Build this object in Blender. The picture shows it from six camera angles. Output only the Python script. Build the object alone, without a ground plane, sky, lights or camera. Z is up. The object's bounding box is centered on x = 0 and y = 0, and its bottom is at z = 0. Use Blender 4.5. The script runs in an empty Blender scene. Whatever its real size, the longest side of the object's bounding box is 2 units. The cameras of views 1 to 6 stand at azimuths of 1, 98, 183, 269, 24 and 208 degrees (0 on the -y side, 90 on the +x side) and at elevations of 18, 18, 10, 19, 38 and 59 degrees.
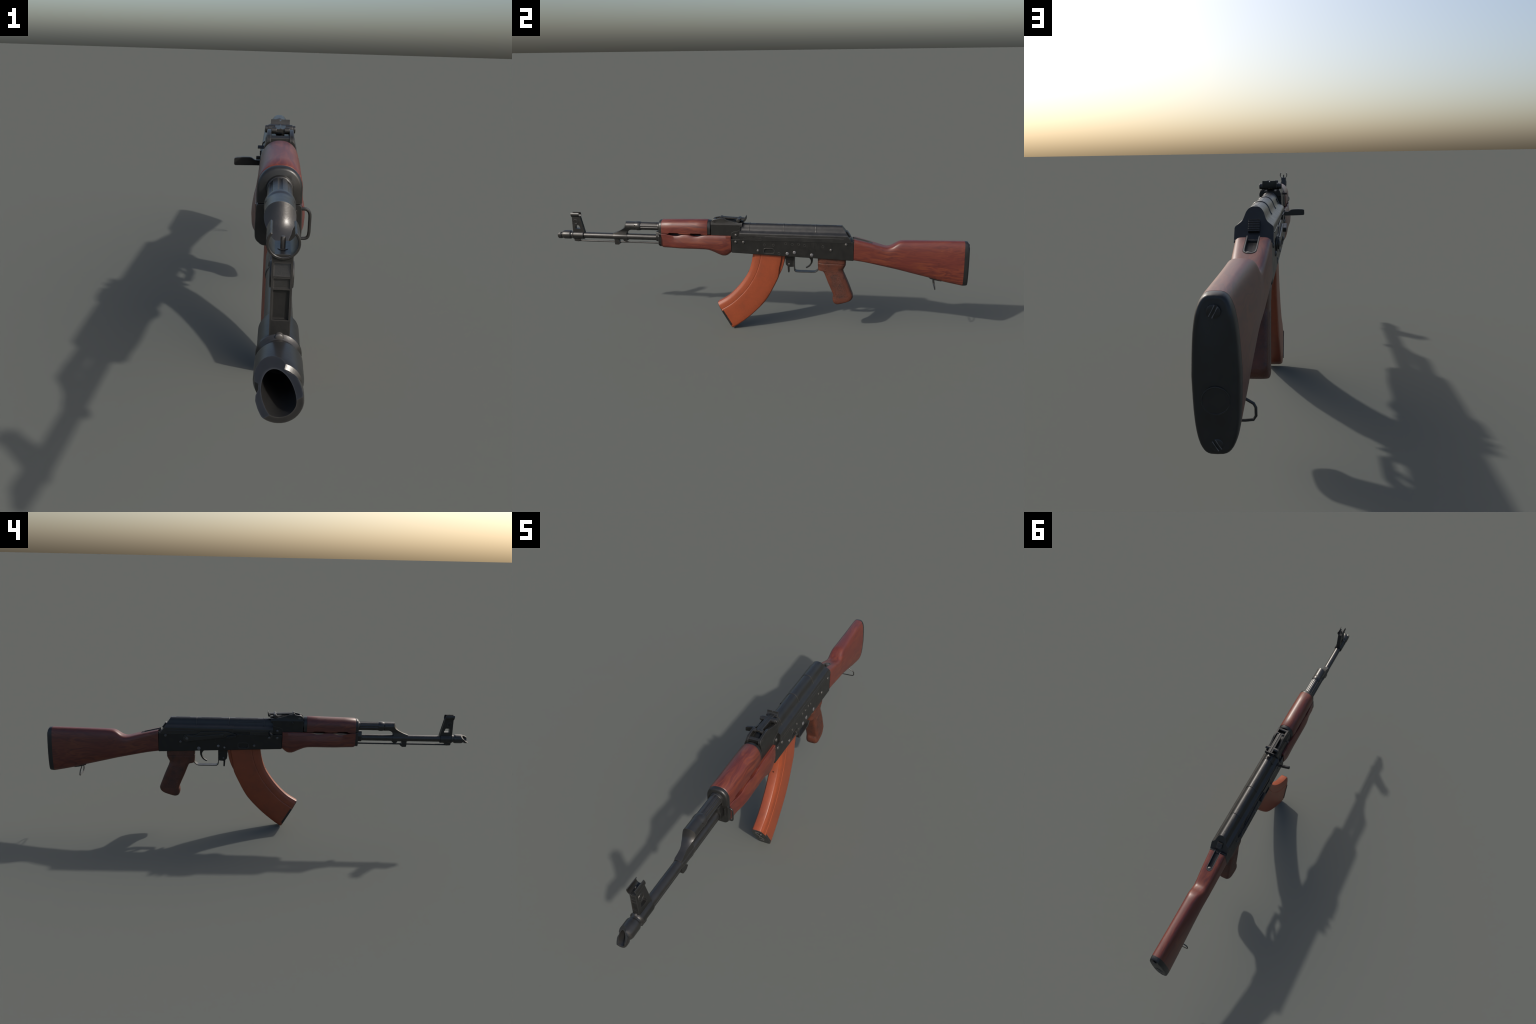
import bpy, bmesh, math, random
from mathutils import Vector, Matrix
random.seed(7)

# ------------------------------------------------------------------ frame
# Gun frame: x = 0 is the plane of symmetry, muzzle towards -y, butt towards +y.
CENTRE_X = 0.0237
BORE_Z = 0.4605

root = bpy.data.objects.new("assault_rifle", None)
bpy.context.collection.objects.link(root)
root.location = (CENTRE_X, 0, 0)
root["label"] = "blackened steel rifle with red wood stock and orange curved magazine"
root["category"] = "rifle"

# ------------------------------------------------------------------ materials
def new_mat(name):
    m = bpy.data.materials.new(name)
    m.use_nodes = True
    nt = m.node_tree
    return m, nt, nt.nodes["Principled BSDF"]

def coords(nt, scale, rot=(0, 0, 0), loc=(0, 0, 0)):
    tc = nt.nodes.new("ShaderNodeTexCoord")
    mp = nt.nodes.new("ShaderNodeMapping")
    mp.inputs["Scale"].default_value = scale
    mp.inputs["Rotation"].default_value = rot
    mp.inputs["Location"].default_value = loc
    nt.links.new(tc.outputs["Object"], mp.inputs["Vector"])
    return mp.outputs["Vector"]

def noise(nt, vec, scale, detail=4, rough=0.55, dist=0.0):
    n = nt.nodes.new("ShaderNodeTexNoise")
    n.inputs["Scale"].default_value = scale
    n.inputs["Detail"].default_value = detail
    n.inputs["Roughness"].default_value = rough
    n.inputs["Distortion"].default_value = dist
    nt.links.new(vec, n.inputs["Vector"])
    return n.outputs["Fac"]

def ramp(nt, fac, stops):
    r = nt.nodes.new("ShaderNodeValToRGB")
    el = r.color_ramp.elements
    while len(el) < len(stops):
        el.new(0.5)
    for e, (p, c) in zip(el, stops):
        e.position = p
        e.color = (*c, 1) if len(c) == 3 else c
    nt.links.new(fac, r.inputs["Fac"])
    return r.outputs["Color"]

def grey(v):
    return (v, v, v)

def mix(nt, fac, a, b, mode="MIX"):
    n = nt.nodes.new("ShaderNodeMix")
    n.data_type = "RGBA"
    n.blend_type = mode
    for sock, val in ((n.inputs["Factor"], fac), (n.inputs["A"], a), (n.inputs["B"], b)):
        if isinstance(val, bpy.types.NodeSocket):
            nt.links.new(val, sock)
        elif isinstance(val, (int, float)):
            sock.default_value = val
        else:
            sock.default_value = (*val, 1)
    return n.outputs["Result"]

def bump(nt, bsdf, height, strength, distance=0.001):
    b = nt.nodes.new("ShaderNodeBump")
    b.inputs["Strength"].default_value = strength
    b.inputs["Distance"].default_value = distance
    nt.links.new(height, b.inputs["Height"])
    nt.links.new(b.outputs["Normal"], bsdf.inputs["Normal"])

def steel(name, col, metallic, rough, wear=0.5, grain=0.15, spec=0.5):
    m, nt, p = new_mat(name)
    v = coords(nt, (1, 1, 1))
    cloud = noise(nt, v, 30, 6, 0.65)
    base = ramp(nt, cloud, [(0.3, tuple(c * 0.82 for c in col)), (0.7, tuple(c * 1.2 for c in col))])
    # bright scuffs: short streaks running along the arm, broken up by a second noise
    streak = noise(nt, coords(nt, (70, 24, 70), rot=(0.5, 0, 0)), 3.0, 5, 0.65)
    patch = noise(nt, v, 14, 3)
    s = ramp(nt, streak, [(0.66, grey(0)), (0.76, grey(1))])
    pz = ramp(nt, patch, [(0.52, grey(0)), (0.7, grey(1))])
    scuff = mix(nt, 1.0, s, pz, "MULTIPLY")
    geo = nt.nodes.new("ShaderNodeNewGeometry")
    bev = nt.nodes.new("ShaderNodeBevel")
    bev.samples = 4
    bev.inputs["Radius"].default_value = 0.0022
    dot = nt.nodes.new("ShaderNodeVectorMath")
    dot.operation = "DOT_PRODUCT"
    nt.links.new(bev.outputs["Normal"], dot.inputs[0])
    nt.links.new(geo.outputs["Normal"], dot.inputs[1])
    edge = ramp(nt, dot.outputs["Value"], [(0.80, grey(0.85)), (0.985, grey(0))])
    both = mix(nt, 1.0, mix(nt, 1.0, scuff, grey(0.45), "MULTIPLY"),
               mix(nt, 1.0, edge, grey(0.8), "MULTIPLY"), "LIGHTEN")
    amount = mix(nt, 1.0, both, grey(wear), "MULTIPLY")
    sep = nt.nodes.new("ShaderNodeSeparateColor")
    nt.links.new(amount, sep.inputs[0])
    colour = mix(nt, sep.outputs[0], base, (0.11, 0.105, 0.10))
    nt.links.new(colour, p.inputs["Base Color"])
    p.inputs["Metallic"].default_value = metallic
    p.inputs["Specular IOR Level"].default_value = spec
    r = ramp(nt, noise(nt, v, 60, 4), [(0.3, grey(rough * 0.9)), (0.7, grey(min(1, rough * 1.15)))])
    nt.links.new(r, p.inputs["Roughness"])
    bump(nt, p, noise(nt, v, 420, 3), grain, 0.0006)
    return m

def wood(name, seed, tilt=0.0):
    m, nt, p = new_mat(name)
    warp = coords(nt, (1, 1, 1), loc=(seed, seed * 0.7, 0))
    v = coords(nt, (14, 2.0, 14), rot=(tilt, 0, 0), loc=(seed, seed, seed * 0.3))
    n = nt.nodes.new("ShaderNodeTexNoise")
    n.inputs["Scale"].default_value = 5.0
    n.inputs["Detail"].default_value = 2
    nt.links.new(warp, n.inputs["Vector"])
    add = nt.nodes.new("ShaderNodeVectorMath")
    add.operation = "MULTIPLY_ADD"
    nt.links.new(n.outputs["Color"], add.inputs[0])
    add.inputs[1].default_value = (0.9, 0.3, 0.9)
    nt.links.new(v, add.inputs[2])
    # growth rings cut at a shallow angle give long cathedral figures
    rings = noise(nt, add.outputs[0], 2.4, 3, 0.5, 0.8)
    tri = nt.nodes.new("ShaderNodeMath")
    tri.operation = "PINGPONG"
    mul = nt.nodes.new("ShaderNodeMath")
    mul.operation = "MULTIPLY"
    nt.links.new(rings, mul.inputs[0])
    mul.inputs[1].default_value = 9.0
    nt.links.new(mul.outputs[0], tri.inputs[0])
    tri.inputs[1].default_value = 1.0
    body = ramp(nt, tri.outputs[0], [(0.0, (0.068, 0.0155, 0.0115)), (0.28, (0.095, 0.0205, 0.0140)),
                                     (0.72, (0.122, 0.0275, 0.0150)), (1.0, (0.145, 0.0365, 0.0160))])
    broad = noise(nt, warp, 7, 2)
    body = mix(nt, ramp(nt, broad, [(0.35, grey(0.0)), (0.65, grey(0.75))]), body, (0.102, 0.0195, 0.0150))
    fibre = noise(nt, coords(nt, (140, 9, 140), loc=(seed, 0, 0)), 3, 4, 0.7)
    f = ramp(nt, fibre, [(0.3, grey(0.78)), (0.65, grey(1.06))])
    body = mix(nt, 1.0, body, f, "MULTIPLY")
    # pale nicks and dings
    nick = noise(nt, coords(nt, (40, 14, 40), loc=(seed * 2, 0, 0)), 3, 3, 0.6)
    nk = ramp(nt, nick, [(0.70, grey(0)), (0.76, grey(0.5))])
    body = mix(nt, nk, body, (0.22, 0.065, 0.032))
    nt.links.new(body, p.inputs["Base Color"])
    p.inputs["Roughness"].default_value = 0.40
    p.inputs["Specular IOR Level"].default_value = 0.5
    bump(nt, p, fibre, 0.10, 0.0006)
    return m

def bakelite():
    m, nt, p = new_mat("orange_bakelite")
    v = coords(nt, (1, 1, 1))
    c = ramp(nt, noise(nt, v, 14, 5, 0.6), [(0.3, (0.172, 0.038, 0.015)), (0.5, (0.212, 0.0425, 0.0145)), (0.72, (0.228, 0.047, 0.0155))])
    flake = ramp(nt, noise(nt, v, 170, 2), [(0.35, grey(0.93)), (0.6, grey(1.02))])
    c = mix(nt, 1.0, c, flake, "MULTIPLY")
    nt.links.new(c, p.inputs["Base Color"])
    p.inputs["Roughness"].default_value = 0.42
    bump(nt, p, noise(nt, v, 300, 3), 0.06, 0.0006)
    return m

def mottled_grip(name, grain_scale, strength, gain):
    m, nt, p = new_mat(name)
    v = coords(nt, (1, 1, 1))
    c = ramp(nt, noise(nt, v, 30, 6, 0.7), [(0.28, (0.030 * gain, 0.013 * gain, 0.009 * gain)),
                                            (0.45, (0.105 * gain, 0.028 * gain, 0.014 * gain)),
                                            (0.75, (0.165 * gain, 0.040 * gain, 0.017 * gain))])
    nt.links.new(c, p.inputs["Base Color"])
    p.inputs["Roughness"].default_value = 0.5
    vor = nt.nodes.new("ShaderNodeTexVoronoi")
    vor.inputs["Scale"].default_value = grain_scale
    nt.links.new(v, vor.inputs["Vector"])
    bump(nt, p, vor.outputs["Distance"], strength, 0.0015)
    return m

MAT = dict(
    steel=steel("blackened_steel", (0.0165, 0.0165, 0.0160), 0.30, 0.36, wear=0.6, spec=0.6),
    receiver=steel("receiver_steel", (0.0135, 0.0135, 0.0129), 0.15, 0.38, wear=0.9, spec=0.36),
    barrel=steel("barrel_steel", (0.027, 0.0265, 0.026), 0.40, 0.33, wear=0.6, spec=0.7),
    inside=steel("shade_black_steel", (0.004, 0.004, 0.004), 0.0, 0.7, wear=0.0, spec=0.2),  # near-black colour that paints in the shade inside bore and vents
    bright=steel("polished_pin_steel", (0.130, 0.130, 0.136), 0.4, 0.38, wear=0.0),
    rivet=steel("rivet_steel", (0.070, 0.067, 0.064), 0.40, 0.40, wear=0.6),
    polymer=steel("black_butt_rubber", (0.010, 0.010, 0.010), 0.0, 0.42, wear=0.25),
    stock=wood("red_stock_wood", 1.3, 0.10),
    upper=wood("red_upper_handguard_wood", 4.1, 0.0),
    lower=wood("red_lower_handguard_wood", 7.7, -0.1),
    mag=bakelite(),
    grip=mottled_grip("mottled_grip", 240, 0.4, 0.58),
    checker=mottled_grip("stippled_grip_panel", 360, 0.8, 0.50),
)

# ------------------------------------------------------------------ builders
def finish(ob, angle=32, flat=False):
    me = ob.data
    old = me.attributes.get("custom_normal")
    if old:
        me.attributes.remove(old)
    for f in me.polygons:
        f.use_smooth = True
    me.set_sharp_from_angle(angle=math.radians(angle))
    if not flat:
        return
    w = ob.modifiers.new("face_weighted", "WEIGHTED_NORMAL")
    w.keep_sharp = True
    w.weight = 100
    bake(ob)

def bake(ob):
    dg = bpy.context.evaluated_depsgraph_get()
    me = bpy.data.meshes.new_from_object(ob.evaluated_get(dg))
    me.name = ob.name
    old = ob.data
    ob.modifiers.clear()
    ob.data = me
    bpy.data.meshes.remove(old)

def add(name, bm, mat, parent=root, bevel=0.0, seg=2, angle=32, stuff=False):
    bmesh.ops.remove_doubles(bm, verts=bm.verts, dist=1e-6)
    bmesh.ops.recalc_face_normals(bm, faces=bm.faces)
    me = bpy.data.meshes.new(name)
    bm.to_mesh(me)
    bm.free()
    me.materials.append(MAT[mat])
    ob = bpy.data.objects.new(name, me)
    bpy.context.collection.objects.link(ob)
    ob.parent = parent
    if bevel:
        b = ob.modifiers.new("round_edges", "BEVEL")
        b.width = bevel
        b.segments = seg
        b.limit_method = "ANGLE"
        b.angle_limit = math.radians(30)
        bake(ob)
    finish(ob, angle, flat=bool(bevel))
    if stuff:
        ob["kind"] = "stuff"
    return ob

def cut(ob, *cutters, op="DIFFERENCE", angle=32, flat=True):
    for bm in cutters:
        bmesh.ops.recalc_face_normals(bm, faces=bm.faces)
        me = bpy.data.meshes.new("cutter")
        bm.to_mesh(me)
        bm.free()
        c = bpy.data.objects.new("cutter", me)
        bpy.context.collection.objects.link(c)
        c.parent = root
        bpy.context.view_layer.update()
        mod = ob.modifiers.new("cut", "BOOLEAN")
        mod.operation = op
        mod.object = c
        mod.solver = "EXACT"
        bake(ob)
        bpy.data.objects.remove(c)
        bpy.data.meshes.remove(me)
    finish(ob, angle, flat)

def join(*bms):
    out = bmesh.new()
    for b in bms:
        me = bpy.data.meshes.new("piece")
        bmesh.ops.recalc_face_normals(b, faces=b.faces)
        b.to_mesh(me)
        b.free()
        out.from_mesh(me)
        bpy.data.meshes.remove(me)
    return out

def loft(rings, closed=True, caps=True):
    bm = bmesh.new()
    vs = [[bm.verts.new(p) for p in r] for r in rings]
    n = len(rings[0])
    for a, b in zip(vs, vs[1:]):
        for i in range(n if closed else n - 1):
            j = (i + 1) % n
            bm.faces.new((a[i], a[j], b[j], b[i]))
    if caps:
        bm.faces.new(vs[0][::-1])
        bm.faces.new(vs[-1])
    return bm

def prism_x(yz, x0, x1):
    """outline in the side view, pushed across the arm"""
    return loft([[(x, y, z) for y, z in yz] for x in (x0, x1)])

def prism_y(xz, y0, y1):
    """outline in the end view, pushed along the arm"""
    return loft([[(x, y, z) for x, z in xz] for y in (y0, y1)])

def box(x0, x1, y0, y1, z0, z1):
    return prism_x([(y0, z0), (y1, z0), (y1, z1), (y0, z1)], x0, x1)

def turned(profile, x=0.0, z=BORE_Z, n=40):
    """lathe along the bore: profile is (y, radius)"""
    rings = [[(x + r * math.cos(2 * math.pi * i / n), y, z + r * math.sin(2 * math.pi * i / n))
              for i in range(n)] for y, r in profile]
    return loft(rings)

def peg(axis, centre, r, length, n=24, dome=0.0):
    """round peg; dome > 0 rounds the far end"""
    prof = [(0, r), (length, r)]
    if dome:
        prof = [(0, r)] + [(length + dome * math.sin(a), r * math.cos(a)) for a in (0, .35, .7, 1.05, 1.4)]
    rings = []
    for h, rr in prof:
        ring = []
        for i in range(n):
            a = 2 * math.pi * i / n
            u, v = rr * math.cos(a), rr * math.sin(a)
            p = {"x": (h, u, v), "y": (u, h, v), "z": (u, v, h)}[axis]
            ring.append(Vector(centre) + Vector(p))
        rings.append(ring)
    return loft(rings)

def spline(pts, n):
    """Catmull-Rom through the points, n samples evenly spaced along the length"""
    P = [Vector(p) for p in pts]
    P = [2 * P[0] - P[1]] + P + [2 * P[-1] - P[-2]]
    dense = []
    for i in range(1, len(P) - 2):
        for k in range(24):
            t = k / 24
            a, b, c, d = P[i - 1:i + 3]
            dense.append(0.5 * ((2 * b) + (c - a) * t + (2 * a - 5 * b + 4 * c - d) * t * t
                                + (3 * b - a - 3 * c + d) * t ** 3))
    dense.append(P[-2])
    acc = [0.0]
    for a, b in zip(dense, dense[1:]):
        acc.append(acc[-1] + (b - a).length)
    out, k = [], 0
    for i in range(n):
        s = acc[-1] * i / (n - 1)
        while k < len(acc) - 2 and acc[k + 1] < s:
            k += 1
        f = (s - acc[k]) / max(acc[k + 1] - acc[k], 1e-9)
        out.append(dense[k].lerp(dense[k + 1], min(1, f)))
    return out

def curve1(keys, t):
    """smooth interpolation of a 1-D table of (t, value)"""
    if t <= keys[0][0]:
        return keys[0][1]
    for i in range(len(keys) - 1):
        (a, va), (b, vb) = keys[i], keys[i + 1]
        if t <= b:
            h = b - a
            ma = (vb - keys[i - 1][1]) / (b - keys[i - 1][0]) if i else (vb - va) / h
            mb = (keys[i + 2][1] - va) / (keys[i + 2][0] - a) if i + 2 < len(keys) else (vb - va) / h
            u = (t - a) / h
            return ((2 * u ** 3 - 3 * u * u + 1) * va + (u ** 3 - 2 * u * u + u) * h * ma
                    + (-2 * u ** 3 + 3 * u * u) * vb + (u ** 3 - u * u) * h * mb)
    return keys[-1][1]

def tube(path, r, n=10, closed=False):
    """round wire along a 3-D path"""
    P = [Vector(p) for p in path]
    rings = []
    m = len(P)
    ref = None
    for i, p in enumerate(P):
        a = P[(i - 1) % m] if (closed or i) else p
        b = P[(i + 1) % m] if (closed or i < m - 1) else p
        t = (b - a).normalized()
        if ref is None:
            ref = t.orthogonal().normalized()
        u = (ref - t * ref.dot(t)).normalized()
        ref = u
        w = t.cross(u)
        rings.append([p + r * (math.cos(2 * math.pi * k / n) * u + math.sin(2 * math.pi * k / n) * w) for k in range(n)])
    if closed:
        rings.append(rings[0])
        return loft(rings, caps=False)
    return loft(rings)

def rounded(pts, r, seg=4):
    """round the corners of a closed 2-D outline"""
    out, n = [], len(pts)
    for i in range(n):
        p, a, b = Vector(pts[i]), Vector(pts[i - 1]), Vector(pts[(i + 1) % n])
        d = min(r, (a - p).length * 0.48, (b - p).length * 0.48)
        s, e = p + (a - p).normalized() * d, p + (b - p).normalized() * d
        for k in range(seg + 1):
            t = k / seg
            out.append(tuple((1 - t) ** 2 * s + 2 * t * (1 - t) * p + t * t * e))
    return out

def mirror_outline(half):
    """half outline from top centre to bottom centre on +x, mirrored to a closed ring"""
    return list(half) + [(-x, z) for x, z in reversed(half) if abs(x) > 1e-6]

def superellipse(w, h, p, n=40):
    out = []
    for i in range(n):
        a = 2 * math.pi * i / n
        c, s = math.cos(a), math.sin(a)
        out.append((w * math.copysign(abs(c) ** (2 / p), c), h * math.copysign(abs(s) ** (2 / p), s)))
    return out

# ------------------------------------------------------------------ barrel group
barrel = add("barrel", turned([(-0.930, 0.0151), (-0.10, 0.0151)]), "barrel")

brake_prof = [(-0.9175, 0.0150), (-0.9178, 0.0180), (-0.9186, 0.0205), (-0.9202, 0.0212), (-0.9222, 0.0208), (-0.9240, 0.0188), (-0.9262, 0.0173), (-0.9315, 0.0172),
              (-0.9345, 0.0198), (-0.9385, 0.0214), (-0.968, 0.0214), (-0.9740, 0.0198), (-0.9768, 0.0165),
              (-0.9805, 0.0165), (-0.9830, 0.0192), (-0.9860, 0.0204), (-0.9930, 0.0205), (-0.9982, 0.0203), (-1.0000, 0.0196)]
brake = add("muzzle_brake", turned(brake_prof, z=0.4612), "barrel")
# the mouth is sliced off at a slant; its lip points down and to the left side of the arm
lip = Vector((math.cos(math.radians(-55)), 0, math.sin(math.radians(-55))))
plane_p = Vector((0, -0.9795, 0.4612)) + lip * -0.0086
slope_dir = (lip + Vector((0, -1.35, 0))).normalized()
side_dir = lip.cross(Vector((0, 1, 0))).normalized()
nrm = slope_dir.cross(side_dir).normalized()
if nrm.y > 0:
    nrm = -nrm
def slab(p, u, v, n, size, depth):
    q = [p + u * a * size + v * b * size for a, b in ((-1, -1), (1, -1), (1, 1), (-1, 1))]
    return loft([q, [c + n * depth for c in q]])
bore_cut = turned([(-1.05, 0.0142), (-0.930, 0.0142)], z=0.4612)
cut(brake, slab(plane_p, slope_dir, side_dir, nrm, 0.09, 0.08), bore_cut, angle=24)
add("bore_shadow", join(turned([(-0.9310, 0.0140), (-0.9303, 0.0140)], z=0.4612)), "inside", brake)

# ------------------------------------------------------------------ front sight
fs_body = join(
    turned([(-0.9195, 0.0160), (-0.9193, 0.0192), (-0.9180, 0.0200), (-0.870, 0.0200), (-0.8665, 0.0190), (-0.8660, 0.0150)]),
    prism_x([(-0.9190, 0.4405), (-0.864, 0.4450), (-0.860, 0.4520), (-0.866, 0.4600), (-0.9190, 0.4600)], -0.0095, 0.0095))
fs = add("front_sight", fs_body, "steel", bevel=0.0008)
tower = add("sight_tower", prism_x([(-0.9215, 0.470), (-0.9195, 0.556), (-0.8790, 0.556), (-0.8640, 0.486), (-0.8610, 0.470)], -0.0094, 0.0094),
            "steel", fs)
cut(tower,
    prism_x(rounded([(-0.9075, 0.4945), (-0.8800, 0.4945), (-0.8865, 0.5125), (-0.9065, 0.5125)], 0.003, 3), -0.03, 0.03),
    box(-0.0074, 0.0074, -0.930, -0.9172, 0.4950, 0.5235),
    prism_x([(-0.930, 0.5245), (-0.9185, 0.5245), (-0.9170, 0.5340), (-0.930, 0.5340)], -0.0074, 0.0074),
    prism_x([(-0.930, 0.5360), (-0.9195, 0.5360), (-0.9165, 0.5480), (-0.930, 0.5480)], -0.0074, 0.0074),
    prism_x([(-0.868, 0.500), (-0.860, 0.500), (-0.860, 0.560), (-0.8795, 0.551)], -0.0065, 0.0065))
for side in (-1, 1):
    ring = [(-0.9015 + 0.0112 * math.cos(a * math.pi / 12), 0.5315 + 0.0112 * math.sin(a * math.pi / 12)) for a in range(24)]
    bm = tube([(side * 0.0095, y, z) for y, z in ring], 0.0015, 8, closed=True)
    add("sight_drum_rim", bm, "steel", fs)
    add("sight_drum", peg("x", (side * 0.0075, -0.9015, 0.5315), 0.0070, side * 0.0020), "receiver", fs)
# protecting ears: an open hoop in the end view, pushed along the arm and raked at the rear
ear = []
for rr, order in ((0.0150, 1), (0.0126, -1)):
    arc = []
    for k in range(25):
        a = math.radians(-222 + 264 * k / 24)
        wob = 1.0 if rr > 0.013 else 1.0
        arc.append((rr * math.cos(a), 0.5665 + rr * math.sin(a)))
    ear += arc[::order]
def raked(z):
    return -0.8785 - max(0, (z - 0.556)) * 0.10
ears = loft([[(x, -0.9215 - max(0, z - 0.556) * 0.08, z) for x, z in ear], [(x, raked(z), z) for x, z in ear]])
add("sight_ear", ears, "steel", fs, bevel=0.0005, seg=1)
add("sight_post", join(peg("z", (0, -0.9025, 0.548), 0.0046, 0.0085), peg("z", (0, -0.9025, 0.550), 0.0023, 0.0168, dome=0.001)), "rivet", fs)
add("rod_lug", prism_x([(-0.9195, 0.444), (-0.9195, 0.4345), (-0.9165, 0.430), (-0.896, 0.4285), (-0.892, 0.436), (-0.880, 0.4445)], -0.0085, 0.0085), "steel", fs, bevel=0.001)
add("brake_detent", peg("y", (0, -0.9185, 0.4795), 0.0040, -0.0060, dome=-0.0015), "rivet", fs)

rod = add("cleaning_rod", turned([(-0.905, 0.0040), (-0.45, 0.0040)], z=0.4315, n=16), "barrel")

# ------------------------------------------------------------------ gas block
GAS_Z = 0.5165
gas = add("gas_block", turned([(-0.690, 0.0212), (-0.597, 0.0212), (-0.591, 0.0213), (-0.588, 0.0224), (-0.576, 0.0224), (-0.5685, 0.0208), (-0.566, 0.0195)], z=GAS_Z, n=48), "barrel")
front_scoop = spline([(-0.6415, 0.5420), (-0.646, 0.530), (-0.6545, 0.511), (-0.668, 0.4975), (-0.686, 0.4865), (-0.712, 0.4770)], 24)
neck_levels = []
for z, back, w in ((0.4660, -0.6400, 0.0135), (0.4745, -0.6405, 0.0128), (0.4830, -0.6390, 0.0108), (0.4895, -0.6345, 0.0104), (0.4945, -0.6270, 0.0118),
                   (0.4990, -0.6170, 0.0150), (0.5040, -0.6150, 0.0165), (0.5120, -0.6150, 0.0150)):
    neck_levels.append([(x, y, z) for x, y in rounded([(-w, -0.712), (w, -0.712), (w, back), (-w, back)], 0.004, 3)])
neck_me = loft(neck_levels)
cut(gas, neck_me, op="UNION", flat=False)
# scooped front: concave from the side, bulging across
scoop_rings = []
for k in range(-12, 13):
    x = k * 0.0025
    dy = 21.0 * x * x
    scoop_rings.append([(x, -0.80, 0.560), (x, -0.6405 + dy, 0.560)] + [(x, p.x + dy * min(1.0, max(0.12, (p.y - 0.484) / 0.022)), p.y) for p in front_scoop] + [(x, -0.80, 0.4745)])
cut(gas, loft(scoop_rings), *[peg("x", (s * 0.016, -0.5935, z), 0.0030, s * 0.02, 12) for s in (-1, 1) for z in (0.5235, 0.5075)], angle=45, flat=False)
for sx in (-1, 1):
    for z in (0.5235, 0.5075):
        add("vent_shade_disc", peg("x", (sx * 0.0180, -0.5935, z), 0.0028, sx * 0.0010, 12), "inside", gas)  # dark disc added in each drilled vent so it reads as shaded
add("gas_block_collar", turned([(-0.7115, 0.0150), (-0.7110, 0.0162), (-0.708, 0.0166), (-0.643, 0.0166), (-0.6395, 0.0162), (-0.639, 0.0150)]), "barrel", gas)
add("rod_loop", prism_x([(-0.7085, 0.450), (-0.7080, 0.4215), (-0.7055, 0.4185), (-0.688, 0.4180), (-0.676, 0.4275), (-0.684, 0.436), (-0.686, 0.450)], -0.0095, 0.0095), "steel", gas, bevel=0.0015)
add("collar_lug", prism_x([(-0.666, 0.452), (-0.660, 0.438), (-0.645, 0.437), (-0.637, 0.443), (-0.639, 0.452)], -0.009, 0.009), "steel", gas, bevel=0.001)

# fluted gas tube
flute = []
for i in range(96):
    a = 2 * math.pi * i / 96
    dip = max(0.0, math.cos(8 * a)) ** 0.6
    flute.append(((0.0197 - 0.0024 * dip) * math.sin(a), GAS_Z + (0.0197 - 0.0024 * dip) * math.cos(a)))
add("gas_tube", prism_y(flute, -0.570, -0.455), "barrel", angle=50)
add("gas_tube_collar", turned([(-0.479, 0.0190), (-0.4775, 0.0208), (-0.474, 0.0214), (-0.470, 0.0225), (-0.20, 0.0205)], z=GAS_Z), "barrel")

# ------------------------------------------------------------------ handguards
def arch(top, half, foot, inset=0.0):
    """inverted-U outline from the right foot over the top to the left foot"""
    w, t = half - inset, top - inset
    shoulder = 0.5130
    right = [(w, foot), (w * 1.005, 0.500), (w, shoulder)]
    steps = 14
    for k in range(1, steps):
        a = math.pi / 2 * k / steps
        right.append((w * math.cos(a) ** 0.86, shoulder + (t - shoulder) * math.sin(a) ** 0.92))
    return right + [(0, t)] + [(-x, z) for x, z in reversed(right)]

def arch_shell(y, top, half, foot, wall):
    o, i = arch(top, half, foot), arch(top, half, foot, wall)
    return [(x, y, z) for x, z in o] + [(x, y, z) for x, z in reversed(i)]

up = []
for y, lift, w in ((-0.4570, -0.0035, 0.0345), (-0.4560, -0.0015, 0.0360), (-0.4535, 0, 0.0370), (-0.40, 0.0015, 0.0372), (-0.34, 0.003, 0.0378),
                   (-0.28, 0.0045, 0.0378), (-0.2285, 0.0055, 0.0374), (-0.2270, 0.0045, 0.0366), (-0.2262, 0.003, 0.0355)):
    up.append(arch_shell(y, 0.5535 + lift, w, 0.4912, 0.0085))
upper = add("upper_handguard", loft(up), "upper", angle=40)
cut(upper, *[prism_x([(a, 0.485), (a + 0.006, 0.4955), (b - 0.010, 0.4955), (b, 0.485)], -0.06, 0.06) for a, b in ((-0.424, -0.362), (-0.316, -0.250))], angle=40, flat=False)

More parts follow.
